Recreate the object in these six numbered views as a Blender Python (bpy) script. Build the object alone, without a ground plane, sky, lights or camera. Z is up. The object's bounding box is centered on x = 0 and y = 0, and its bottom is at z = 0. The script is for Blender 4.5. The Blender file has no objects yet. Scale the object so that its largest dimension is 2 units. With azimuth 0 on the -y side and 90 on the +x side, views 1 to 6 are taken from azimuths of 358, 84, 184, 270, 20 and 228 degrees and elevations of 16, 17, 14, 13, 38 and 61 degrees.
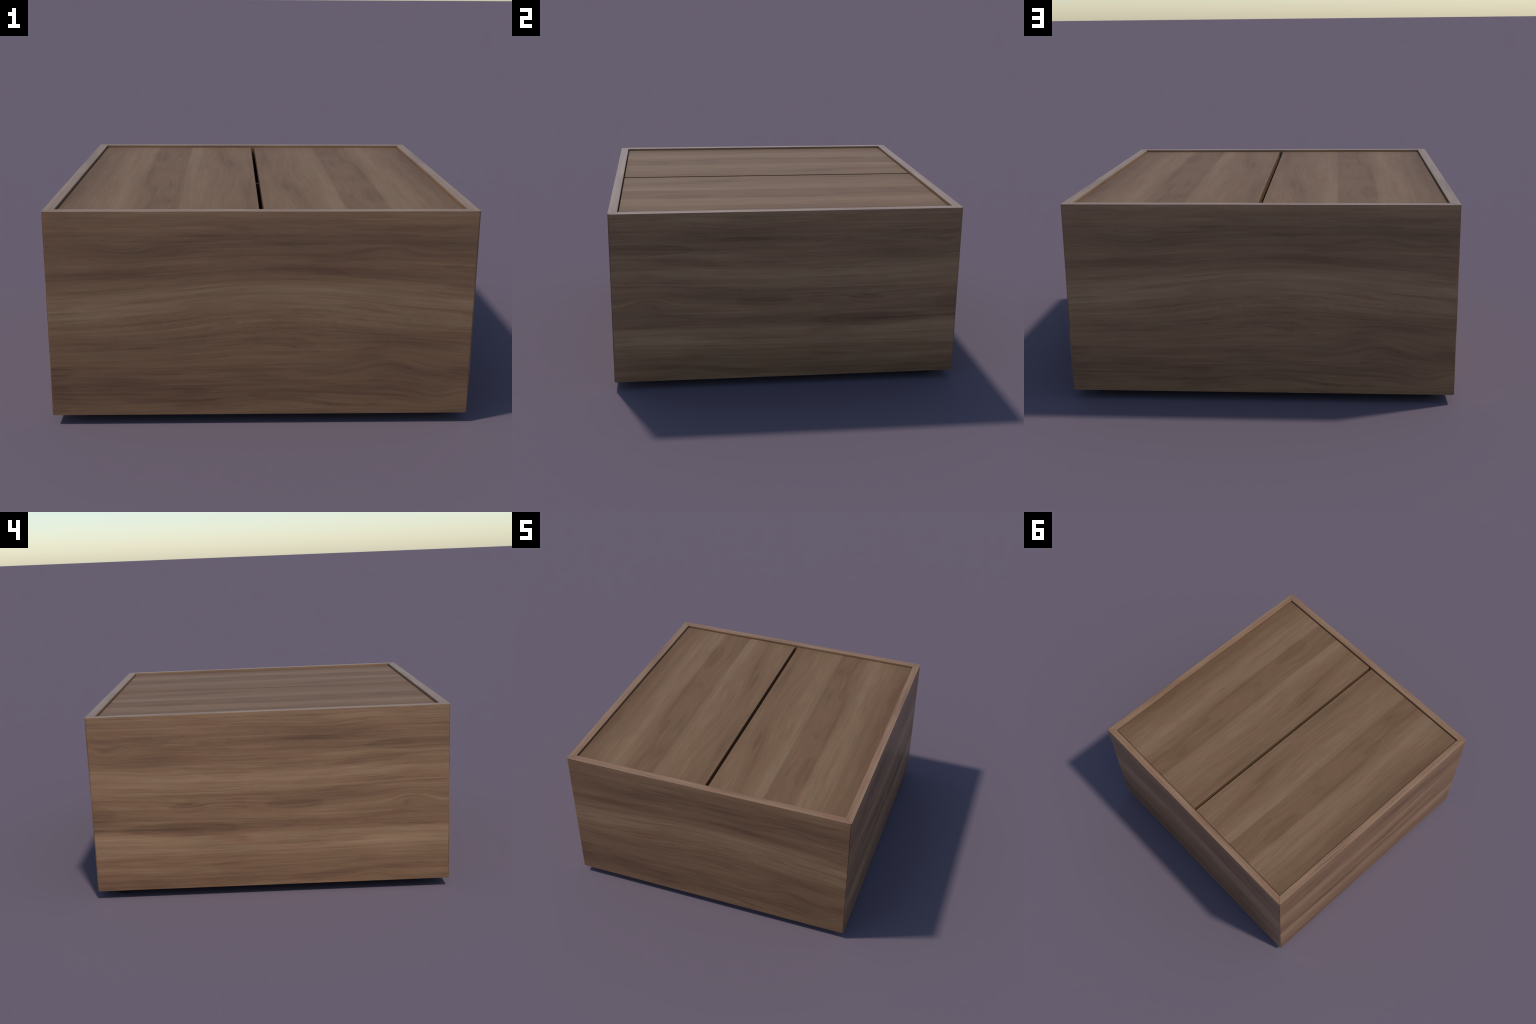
"""Square storage coffee table: four mitred walnut panels, two flush flap lids
with a finger slot between them, corner hinges, an inner divider and four black feet."""
import bpy, bmesh, math
from mathutils import Vector


# ------------------------------------------------------------------ sizes (m)
HALF = 1.0            # half of the outer width
WALL = 0.05           # board thickness
Z0, Z1 = 0.048, 1.0485 # underside and top of the side panels
EDGE = 0.004          # rounding of the board edges
MITRE = 0.008         # wider rounding of the mitred outer corners
LID_TOP = 1.036       # lids sit 12 mm below the rim
LID_T = 0.05
SLOT = 0.0115         # half width of the finger slot
LID_X, LID_Y = 0.9475, 0.944
FOOT_X, FOOT_Y = 0.884, 0.868

# ------------------------------------------------------------ node shorthand
class Tree:
    def __init__(self, name):
        self.mat = bpy.data.materials.new(name)
        self.mat.use_nodes = True
        self.nt = self.mat.node_tree
        self.nt.nodes.clear()

    def node(self, kind, **props):
        n = self.nt.nodes.new(kind)
        for k, v in props.items():
            setattr(n, k, v)
        return n

    def put(self, sock, v):
        if isinstance(v, bpy.types.NodeSocket):
            self.nt.links.new(v, sock)
        else:
            sock.default_value = v

    def math(self, op, a, b=0.0, c=None):
        n = self.node('ShaderNodeMath', operation=op)
        self.put(n.inputs[0], a)
        self.put(n.inputs[1], b)
        if c is not None:
            self.put(n.inputs[2], c)
        return n.outputs[0]

    def add(self, *xs):
        r = xs[0]
        for x in xs[1:]:
            r = self.math('ADD', r, x)
        return r

    def mul(self, a, b):
        return self.math('MULTIPLY', a, b)

    def xyz(self, x, y, z):
        n = self.node('ShaderNodeCombineXYZ')
        for s, v in zip(n.inputs, (x, y, z)):
            self.put(s, v)
        return n.outputs[0]

    def noise(self, vec, detail=2.0, rough=0.5):
        """signed noise, about -0.5 .. 0.5"""
        n = self.node('ShaderNodeTexNoise', noise_dimensions='3D')
        self.put(n.inputs['Vector'], vec)
        n.inputs['Scale'].default_value = 1.0
        n.inputs['Detail'].default_value = detail
        n.inputs['Roughness'].default_value = rough
        return self.math('SUBTRACT', n.outputs[0], 0.5)

    def ramp(self, fac, stops, interp='EASE'):
        n = self.node('ShaderNodeValToRGB')
        cr = n.color_ramp
        cr.interpolation = interp
        while len(cr.elements) > 1:
            cr.elements.remove(cr.elements[-1])
        for i, (p, c) in enumerate(stops):
            e = cr.elements[0] if i == 0 else cr.elements.new(p)
            e.position = p
            e.color = (c, c, c, 1) if isinstance(c, float) else (*c, 1)
        self.put(n.inputs[0], fac)
        return n.outputs[0]

    def mix(self, fac, a, b, blend='MIX'):
        n = self.node('ShaderNodeMix', data_type='RGBA', blend_type=blend)
        self.put(n.inputs[0], fac)
        for s, v in ((n.inputs[6], a), (n.inputs[7], b)):
            self.put(s, v if isinstance(v, bpy.types.NodeSocket) else (*v, 1))
        return n.outputs[2]

    def bump_spot(self, pos, g, w, sg, sw):
        """soft elliptical spot centred on (g, w), 1 in the middle"""
        s = self.node('ShaderNodeVectorMath', operation='SUBTRACT')
        self.put(s.inputs[0], pos)
        s.inputs[1].default_value = (g, w, 0)
        m = self.node('ShaderNodeVectorMath', operation='MULTIPLY')
        self.put(m.inputs[0], s.outputs[0])
        m.inputs[1].default_value = (1 / sg, 1 / sw, 0)
        d = self.node('ShaderNodeVectorMath', operation='DOT_PRODUCT')
        self.put(d.inputs[0], m.outputs[0])
        self.put(d.inputs[1], m.outputs[0])
        return self.math('POWER', 2.71828, self.mul(d.outputs['Value'], -1.0))


def finish(t, color, rough, bump=None, strength=0.1, spec=0.5, metal=0.0):
    b = t.node('ShaderNodeBsdfPrincipled')
    t.put(b.inputs['Base Color'], color if isinstance(color, bpy.types.NodeSocket) else (*color, 1))
    t.put(b.inputs['Roughness'], rough)
    b.inputs['Metallic'].default_value = metal
    b.inputs['Specular IOR Level'].default_value = spec
    if bump is not None:
        n = t.node('ShaderNodeBump')
        n.inputs['Strength'].default_value = strength
        n.inputs['Distance'].default_value = 0.002
        t.put(n.inputs['Height'], bump)
        t.put(b.inputs['Normal'], n.outputs[0])
    o = t.node('ShaderNodeOutputMaterial')
    t.nt.links.new(b.outputs[0], o.inputs[0])
    return t.mat


def wood(name, grain, across, span, bands, knots=(), stains=(), seed=0.0, shift=0.0,
         gain=1.0, rough=0.5, spec=0.5, contrast=1.0, speckle=(), warm=(1, 1, 1), flames=0.09, base=0.0, wobble=1.0, fine=1.0):
    """Walnut veneer.
    grain: axis the grain runs along; across: weights of x,y,z that make the across-grain
    coordinate; bands: (position 0..1 over span, brightness) of the broad boards of colour;
    knots bend the grain lines round a centre; stains lighten or darken soft patches."""
    t = Tree(name)
    tc = t.node('ShaderNodeTexCoord')
    sep = t.node('ShaderNodeSeparateXYZ')
    t.put(sep.inputs[0], tc.outputs['Object'])
    ax = dict(zip('xyz', sep.outputs))
    g = t.add(ax[grain], shift)
    ax['|x|'] = t.math('ABSOLUTE', ax['x'])
    w = base
    for a, k in across.items():
        w = t.math('MULTIPLY_ADD', ax[a], k, w)
    pos = t.xyz(g, w, 0.0)

    # height field whose contour lines are the grain
    h = t.add(w, t.mul(t.noise(t.xyz(t.mul(g, 0.9), t.mul(w, 1.6), seed), 1.0), 0.07 * wobble),
              t.mul(t.noise(t.xyz(t.mul(g, 3.0), t.mul(w, 9.0), seed + 3.1), 1.5), 0.016 * wobble))
    for (kg, kw, sg, sw, amp) in knots:
        h = t.math('MULTIPLY_ADD', t.bump_spot(pos, kg, kw, sg, sw), amp, h)

    lo, hi = span
    f = t.math('DIVIDE', t.math('SUBTRACT', t.math('MULTIPLY_ADD', t.math('SUBTRACT', h, w), 0.6, w), lo), hi - lo)
    val = t.math('SUBTRACT', t.ramp(f, bands), 0.5)

    streak = t.noise(t.xyz(t.mul(g, 0.6), t.mul(h, 16.0), seed + 7.7), 2.0, 0.55)
    lines = t.noise(t.xyz(t.mul(g, 1.1), t.mul(h, 55.0), seed + 12.3), 3.0, 0.68)
    fibre = t.noise(t.xyz(t.mul(g, 5.0), t.mul(h, 170.0), seed + 1.9), 2.0, 0.6)
    pores = t.noise(t.xyz(t.mul(g, 16.0), t.mul(h, 130.0), seed + 5.9), 1.0, 0.5)
    flecks = t.math('MINIMUM', t.math('ADD', pores, 0.16), 0.0)
    cloud = t.noise(t.xyz(t.mul(g, 2.0), t.mul(h, 9.0), seed + 20.0), 2.0, 0.5)

    val = t.add(val, t.mul(streak, 0.46 * contrast), t.mul(lines, 0.74 * contrast * fine),
                t.mul(fibre, 0.46 * contrast), t.mul(flecks, 1.4 * contrast), t.mul(cloud, 0.36 * contrast))
    # thin dark veins and crisp-edged darker flames along the grain
    vein = t.math('MAXIMUM', t.math('SUBTRACT', t.noise(t.xyz(t.mul(g, 1.5), t.mul(h, 36.0), seed + 51.0), 2.0, 0.5), 0.09), 0.0)
    flame = t.node('ShaderNodeMapRange', interpolation_type='SMOOTHSTEP')
    t.put(flame.inputs[0], t.noise(t.xyz(t.mul(g, 2.4), t.mul(h, 15.0), seed + 61.0), 2.0, 0.45))
    flame.inputs[1].default_value, flame.inputs[2].default_value = 0.07, 0.13
    val = t.add(val, t.mul(vein, -1.1 * contrast * fine), t.mul(flame.outputs[0], -flames))

    spot_pos = t.xyz(g, t.math('MULTIPLY_ADD', t.math('SUBTRACT', h, w), 0.7, w), 0.0)
    ragged = t.noise(t.xyz(t.mul(g, 9.0), t.mul(h, 60.0), seed + 71.0), 1.0)
    for (sg_, sw_, a, b, amt, *sharp) in stains:
        s = t.bump_spot(spot_pos, sg_, sw_, a, b)
        if sharp:
            m = t.node('ShaderNodeMapRange', interpolation_type='SMOOTHSTEP')
            t.put(m.inputs[0], t.math('MULTIPLY_ADD', ragged, 0.12, s))
            m.inputs[1].default_value, m.inputs[2].default_value = 0.34, 0.34 + 0.4 / sharp[0]
            s = m.outputs[0]
        val = t.math('MULTIPLY_ADD', s, amt, val)
    for (sg_, sw_, a, b, amt) in speckle:   # short rippled flecks in a light board
        fl = t.noise(t.xyz(t.mul(g, 34.0), t.mul(h, 120.0), seed + 31.0), 1.0, 0.5)
        val = t.math('MULTIPLY_ADD', t.mul(t.bump_spot(pos, sg_, sw_, a, b), fl), amt, val)
    val = t.add(val, 0.5)

    mid = (0.205, 0.119, 0.066)
    tone = t.ramp(val, [(0.0, tuple(gain * c * k for c, k in zip((0.098, 0.050, 0.026), warm))),
                        (0.5, tuple(gain * c * k for c, k in zip(mid, warm))),
                        (1.0, tuple(gain * c * k for c, k in zip((0.315, 0.210, 0.130), warm)))], 'LINEAR')
    # patches of redder and of more olive wood
    hue = t.noise(t.xyz(t.mul(g, 4.0), t.mul(h, 16.0), seed + 41.0), 2.0, 0.6)
    hf = t.math('MULTIPLY_ADD', hue, 1.6, 0.5)
    hf.node.use_clamp = True
    tint = t.mix(hf, (1.045, 0.965, 0.945), (0.96, 1.03, 0.99))
    color = t.mix(1.0, tone, tint, 'MULTIPLY')
    return finish(t, color, rough, t.add(fibre, lines), 0.06, spec)


# ---------------------------------------------------------------- materials
FRONT_BANDS = [(0.0, 0.38), (0.06, 0.36), (0.13, 0.30), (0.20, 0.36), (0.26, 0.48), (0.30, 0.42), (0.36, 0.44), (0.42, 0.58),
               (0.50, 0.70), (0.55, 0.66), (0.60, 0.50), (0.65, 0.40), (0.69, 0.50), (0.72, 0.42), (0.78, 0.30),
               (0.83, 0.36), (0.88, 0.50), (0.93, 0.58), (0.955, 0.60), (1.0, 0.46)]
SIDE_BANDS = [(0.0, 0.36), (0.08, 0.40), (0.13, 0.44), (0.18, 0.56), (0.22, 0.70), (0.28, 0.76), (0.305, 0.64), (0.325, 0.42),
              (0.40, 0.42), (0.47, 0.43), (0.515, 0.45), (0.535, 0.62), (0.62, 0.64), (0.70, 0.50), (0.75, 0.44),
              (0.83, 0.42), (0.90, 0.58), (0.945, 0.64), (0.96, 0.56), (1.0, 0.46)]
LID_BANDS = [(0.0, 0.46), (0.10, 0.50), (0.20, 0.46), (0.27, 0.52), (0.35, 0.64), (0.395, 0.62), (0.42, 0.42),
             (0.52, 0.42), (0.62, 0.44), (0.645, 0.60), (0.72, 0.64), (0.80, 0.54), (0.90, 0.46), (0.96, 0.36), (1.0, 0.36)]

front_knots = [(0.08, 0.13, 0.24, 0.05, -0.03), (0.84, 0.13, 0.12, 0.06, 0.035),
               (-0.62, 0.86, 0.16, 0.035, 0.035), (0.58, 0.87, 0.14, 0.03, -0.035),
               (0.10, 0.62, 0.75, 0.22, -0.10), (0.62, 0.33, 0.22, 0.10, -0.06)]
front_stains = [(-0.50, 0.84, 0.30, 0.06, -0.16), (0.30, 0.83, 0.35, 0.06, -0.10), (-0.61, 0.17, 0.35, 0.08, -0.10),
                (-0.34, 0.13, 0.14, 0.045, -0.07), (0.10, 0.13, 0.17, 0.035, -0.10, 3), (0.68, 0.17, 0.14, 0.05, -0.12),
                (0.60, 0.37, 0.20, 0.05, -0.10), (-0.85, 0.53, 0.25, 0.05, 0.10), (0.78, 0.53, 0.28, 0.06, 0.10),
                (0.80, 0.29, 0.25, 0.025, 0.10), (-0.90, 0.33, 0.12, 0.02, 0.10)]
front_fleck = [(-0.3, 0.50, 0.75, 0.08, 0.34), (0.7, 0.52, 0.3, 0.08, 0.30)]
side_knots = [(0.47, 0.53, 0.12, 0.04, 0.025), (-0.79, 0.53, 0.12, 0.04, -0.05), (-0.10, 0.53, 0.16, 0.035, 0.02),
              (-0.30, 0.97, 0.25, 0.05, 0.022), (0.90, 0.84, 0.12, 0.05, 0.035), (-0.56, 0.08, 0.10, 0.05, -0.025),
              (0.10, 0.72, 0.8, 0.15, 0.04)]
side_stains = [(-0.86, 0.845, 0.34, 0.035, -0.15, 3), (-0.30, 0.90, 0.35, 0.05, -0.08), (0.46, 0.535, 0.11, 0.032, -0.12, 5),
               (-0.13, 0.535, 0.17, 0.030, -0.15, 5), (-0.75, 0.52, 0.10, 0.02, -0.07, 3), (0.97, 0.49, 0.13, 0.06, -0.12, 1.2), (0.50, 0.40, 0.36, 0.045, -0.16, 2),
               (0.70, 0.30, 0.30, 0.03, 0.12), (-0.65, 0.27, 0.40, 0.03, 0.12), (-0.2, 0.45, 0.3, 0.04, 0.06),
               (0.70, 0.07, 0.3, 0.03, -0.10), (-0.1, 0.66, 0.5, 0.05, 0.06)]
lid_knots = [(-0.62, 0.465, 0.12, 0.045, 0.024), (0.71, 0.46, 0.12, 0.045, 0.024), (0.04, 0.53, 0.18, 0.05, -0.025),
             (0.1, 0.16, 0.5, 0.12, 0.06)]
lid_stains = [(0.01, 0.58, 0.22, 0.035, -0.13), (-0.58, 0.56, 0.20, 0.05, -0.10, 2), (-0.62, 0.465, 0.055, 0.018, -0.08, 2), (0.71, 0.455, 0.05, 0.016, -0.08, 2), (-0.16, 0.50, 0.05, 0.02, -0.08, 3), (0.42, 0.54, 0.10, 0.03, -0.09, 3), (-0.36, 0.16, 0.12, 0.02, -0.08, 3), (0.70, 0.47, 0.14, 0.05, -0.12),
              (-0.36, 0.16, 0.25, 0.05, -0.10), (0.60, 0.06, 0.3, 0.05, -0.08), (0.35, 0.47, 0.15, 0.03, -0.10),
              (0.3, 0.92, 0.5, 0.03, -0.10)]

mat_front = wood('walnut_front', 'x', {'z': 1.0, 'y': 0.9}, (Z0, Z1 + 0.06), FRONT_BANDS, front_knots, front_stains,
                 seed=2.0, base=0.9, speckle=front_fleck, gain=1.0, rough=0.40, spec=0.7, warm=(1.26, 1.14, 1.0), wobble=0.6)
mat_side = wood('walnut_side', 'y', {'z': 1.0, '|x|': -0.9}, (Z0, Z1 + 0.06), SIDE_BANDS, side_knots, side_stains, seed=9.0,
                base=0.9, gain=1.0, rough=0.40, spec=0.7, warm=(1.26, 1.14, 1.0), wobble=0.6, speckle=[(-0.2, 0.6, 0.9, 0.4, 0.16)])
mat_lid = wood('walnut_lid', 'y', {'x': 1.0}, (SLOT, LID_X), LID_BANDS, lid_knots, lid_stains, seed=15.0,
               gain=1.0, rough=0.6, spec=0.14, contrast=0.72, flames=0.03, wobble=0.55,
               warm=(1.01, 0.99, 0.97), fine=0.6)
mat_carcass = wood('walnut_carcass', 'x', {'y': 1.0}, (-1, 1), [(0.0, 0.45), (0.5, 0.5), (1.0, 0.45)], seed=22.0,
                   gain=0.9)

t = Tree('hinge_steel')
tc = t.node('ShaderNodeTexCoord')
mat_steel = finish(t, t.ramp(t.math('ADD', t.noise(tc.outputs['Object'], 3.0), 0.5),
                             [(0.0, (0.13, 0.145, 0.16)), (1.0, (0.20, 0.215, 0.23))]), 0.6, metal=1.0)
t = Tree('black_plastic')
tc = t.node('ShaderNodeTexCoord')
m = t.node('ShaderNodeMapping')
m.inputs['Scale'].default_value = (300, 300, 300)
t.put(m.inputs[0], tc.outputs['Object'])
mat_black = finish(t, (0.012, 0.012, 0.013), 0.5, t.noise(m.outputs[0]), 0.1)

# ----------------------------------------------------------------- geometry
def make_object(name, bm, mat, parent=None, smooth=True):
    bmesh.ops.recalc_face_normals(bm, faces=bm.faces)
    me = bpy.data.meshes.new(name)
    bm.to_mesh(me)
    bm.free()
    if smooth:
        me.polygons.foreach_set('use_smooth', [True] * len(me.polygons))
    me.materials.append(mat)
    ob = bpy.data.objects.new(name, me)
    bpy.context.scene.collection.objects.link(ob)
    if parent:
        ob.parent = parent
    return ob


def keep_flat(ob):
    """weighted normals: flat faces stay flat, only the rounded edges shade round"""
    me = ob.data
    acc = [Vector() for _ in me.vertices]
    for p in me.polygons:
        for v in p.vertices:
            acc[v] += p.normal * p.area ** 1.5
    me.normals_split_custom_set_from_vertices([a.normalized() for a in acc])


def prism(plan, z0, z1):
    bm = bmesh.new()
    lo = [bm.verts.new((x, y, z0)) for x, y in plan]
    hi = [bm.verts.new((x, y, z1)) for x, y in plan]
    bm.faces.new(lo[::-1])
    bm.faces.new(hi)
    n = len(plan)
    for i in range(n):
        j = (i + 1) % n
        bm.faces.new((lo[i], lo[j], hi[j], hi[i]))
    return bm


def board(name, plan, z0, z1, mat, parent, edge=EDGE, seg=3, tips=()):
    """bevelled board; the upright edges at the plan points listed in tips are rounded wider"""
    bm = prism(plan, z0, z1)
    if tips:
        up = [e for e in bm.edges if abs(e.verts[0].co.z - e.verts[1].co.z) > 0.1
              and any((e.verts[0].co.xy - Vector(plan[k])).length < 1e-5 for k in tips)]
        bmesh.ops.bevel(bm, geom=up, offset=MITRE, segments=3, profile=0.5, affect='EDGES')
        rest = [e for e in bm.edges if e.calc_face_angle(0.0) > 0.6]
    else:
        rest = bm.edges[:]
    bmesh.ops.bevel(bm, geom=rest, offset=edge, segments=seg, profile=0.5, affect='EDGES', clamp_overlap=True)
    ob = make_object(name, bm, mat, parent)
    keep_flat(ob)
    return ob


def twin(ob, name, turn):
    o = ob.copy()
    o.name = name
    o.rotation_euler = (0, 0, turn)
    bpy.context.scene.collection.objects.link(o)
    return o


def box_plan(x0, x1, y0, y1):
    return [(x0, y0), (x1, y0), (x1, y1), (x0, y1)]


root = bpy.data.objects.new('storage_coffee_table', None)
bpy.context.scene.collection.objects.link(root)
root['label'] = 'square walnut storage coffee table with two flush flap lids'
root['category'] = 'coffee table'

# four mitred wall boards; a hair of air in each mitre
i = HALF - WALL
a = 0.0007
front = board('side_panel', [(-HALF + a, -HALF), (HALF - a, -HALF), (i - a, -i), (-i + a, -i)], Z0, Z1, mat_front, root, tips=(0, 1))
back = twin(front, 'side_panel', math.pi)
left = board('end_panel', [(-HALF, HALF - a), (-HALF, -HALF + a), (-i, -i + a), (-i, i - a)], Z0, Z1, mat_side, root, tips=(0, 1))
right = board('end_panel', [(HALF, -HALF + a), (HALF, HALF - a), (i, i - a), (i, -i + a)], Z0, Z1, mat_side, root, tips=(0, 1))

# two lids, the second is the first turned half round
lid = board('lid', box_plan(SLOT, LID_X, -LID_Y, LID_Y), LID_TOP - LID_T, LID_TOP, mat_lid, root, 0.0025)
lid2 = twin(lid, 'lid', math.pi)

# bottom board closing the box from below, and the upright divider across the middle
board('bottom_panel', box_plan(-i + .001, i - .001, -i + .001, i - .001), 0.062, 0.092, mat_carcass, root, 0.002, 1)

board('divider', box_plan(-i + .001, i - .001, -0.014, 0.014), 0.0925, 0.983, mat_carcass, root, 0.003, 2)



def lathe(profile, n=40):
    bm = bmesh.new()
    rings = []
    for r, z in profile:
        rings.append([bm.verts.new((r * math.cos(2 * math.pi * k / n), r * math.sin(2 * math.pi * k / n), z)) for k in range(n)])
    for p, q in zip(rings, rings[1:]):
        for k in range(n):
            bm.faces.new((p[k], p[(k + 1) % n], q[(k + 1) % n], q[k]))
    bm.faces.new(rings[0])
    bm.faces.new(rings[-1])
    return bm


# hinges: wall leaf, lid leaf and knuckle in the end gaps of the lids
def hinge_mesh():
    bm = bmesh.new()
    def block(x0, x1, y0, y1, z0, z1):
        b = prism(box_plan(x0, x1, y0, y1), z0, z1)
        bmesh.ops.bevel(b, geom=b.edges[:], offset=0.0008, segments=1, affect='EDGES')
        tmp = bpy.data.meshes.new('tmp')
        b.to_mesh(tmp); b.free()
        bm.from_mesh(tmp)
        bpy.data.meshes.remove(tmp)
    block(-0.05, 0.05, 0.0003, 0.0028, -0.09, -0.008)
    block(-0.048, 0.048, 0.0031, 0.0055, -0.085, -0.014)
    c = bmesh.ops.create_cone(bm, cap_ends=True, segments=20, radius1=0.0025, radius2=0.0025, depth=0.1)
    for v in c['verts']:
        x, y, z = v.co
        v.co = (z, 0.0032 + x, -0.010 + y)
    return bm


hinge = make_object('hinge', hinge_mesh(), mat_steel, root, smooth=False)
hinge.location = (0.888, -i, LID_TOP)
for sx, sy in ((-1, -1), (1, 1), (-1, 1)):
    o = twin(hinge, 'hinge', 0.0 if sy < 0 else math.pi)
    o.location = (sx * 0.888, sy * i, LID_TOP)

foot = make_object('foot', lathe([(0.024, 0.0), (0.029, 0.0012), (0.033, 0.004), (0.0365, 0.010), (0.038, 0.018),
                                  (0.039, 0.027), (0.039, 0.0615)]), mat_black, root)
foot.location = (FOOT_X, FOOT_Y, 0)
for x, y in ((-FOOT_X, FOOT_Y), (0.5, -0.45), (-0.5, -0.45)):   # front pair set far back
    o = twin(foot, 'foot', 0.0)
    o.location = (x, y, 0)
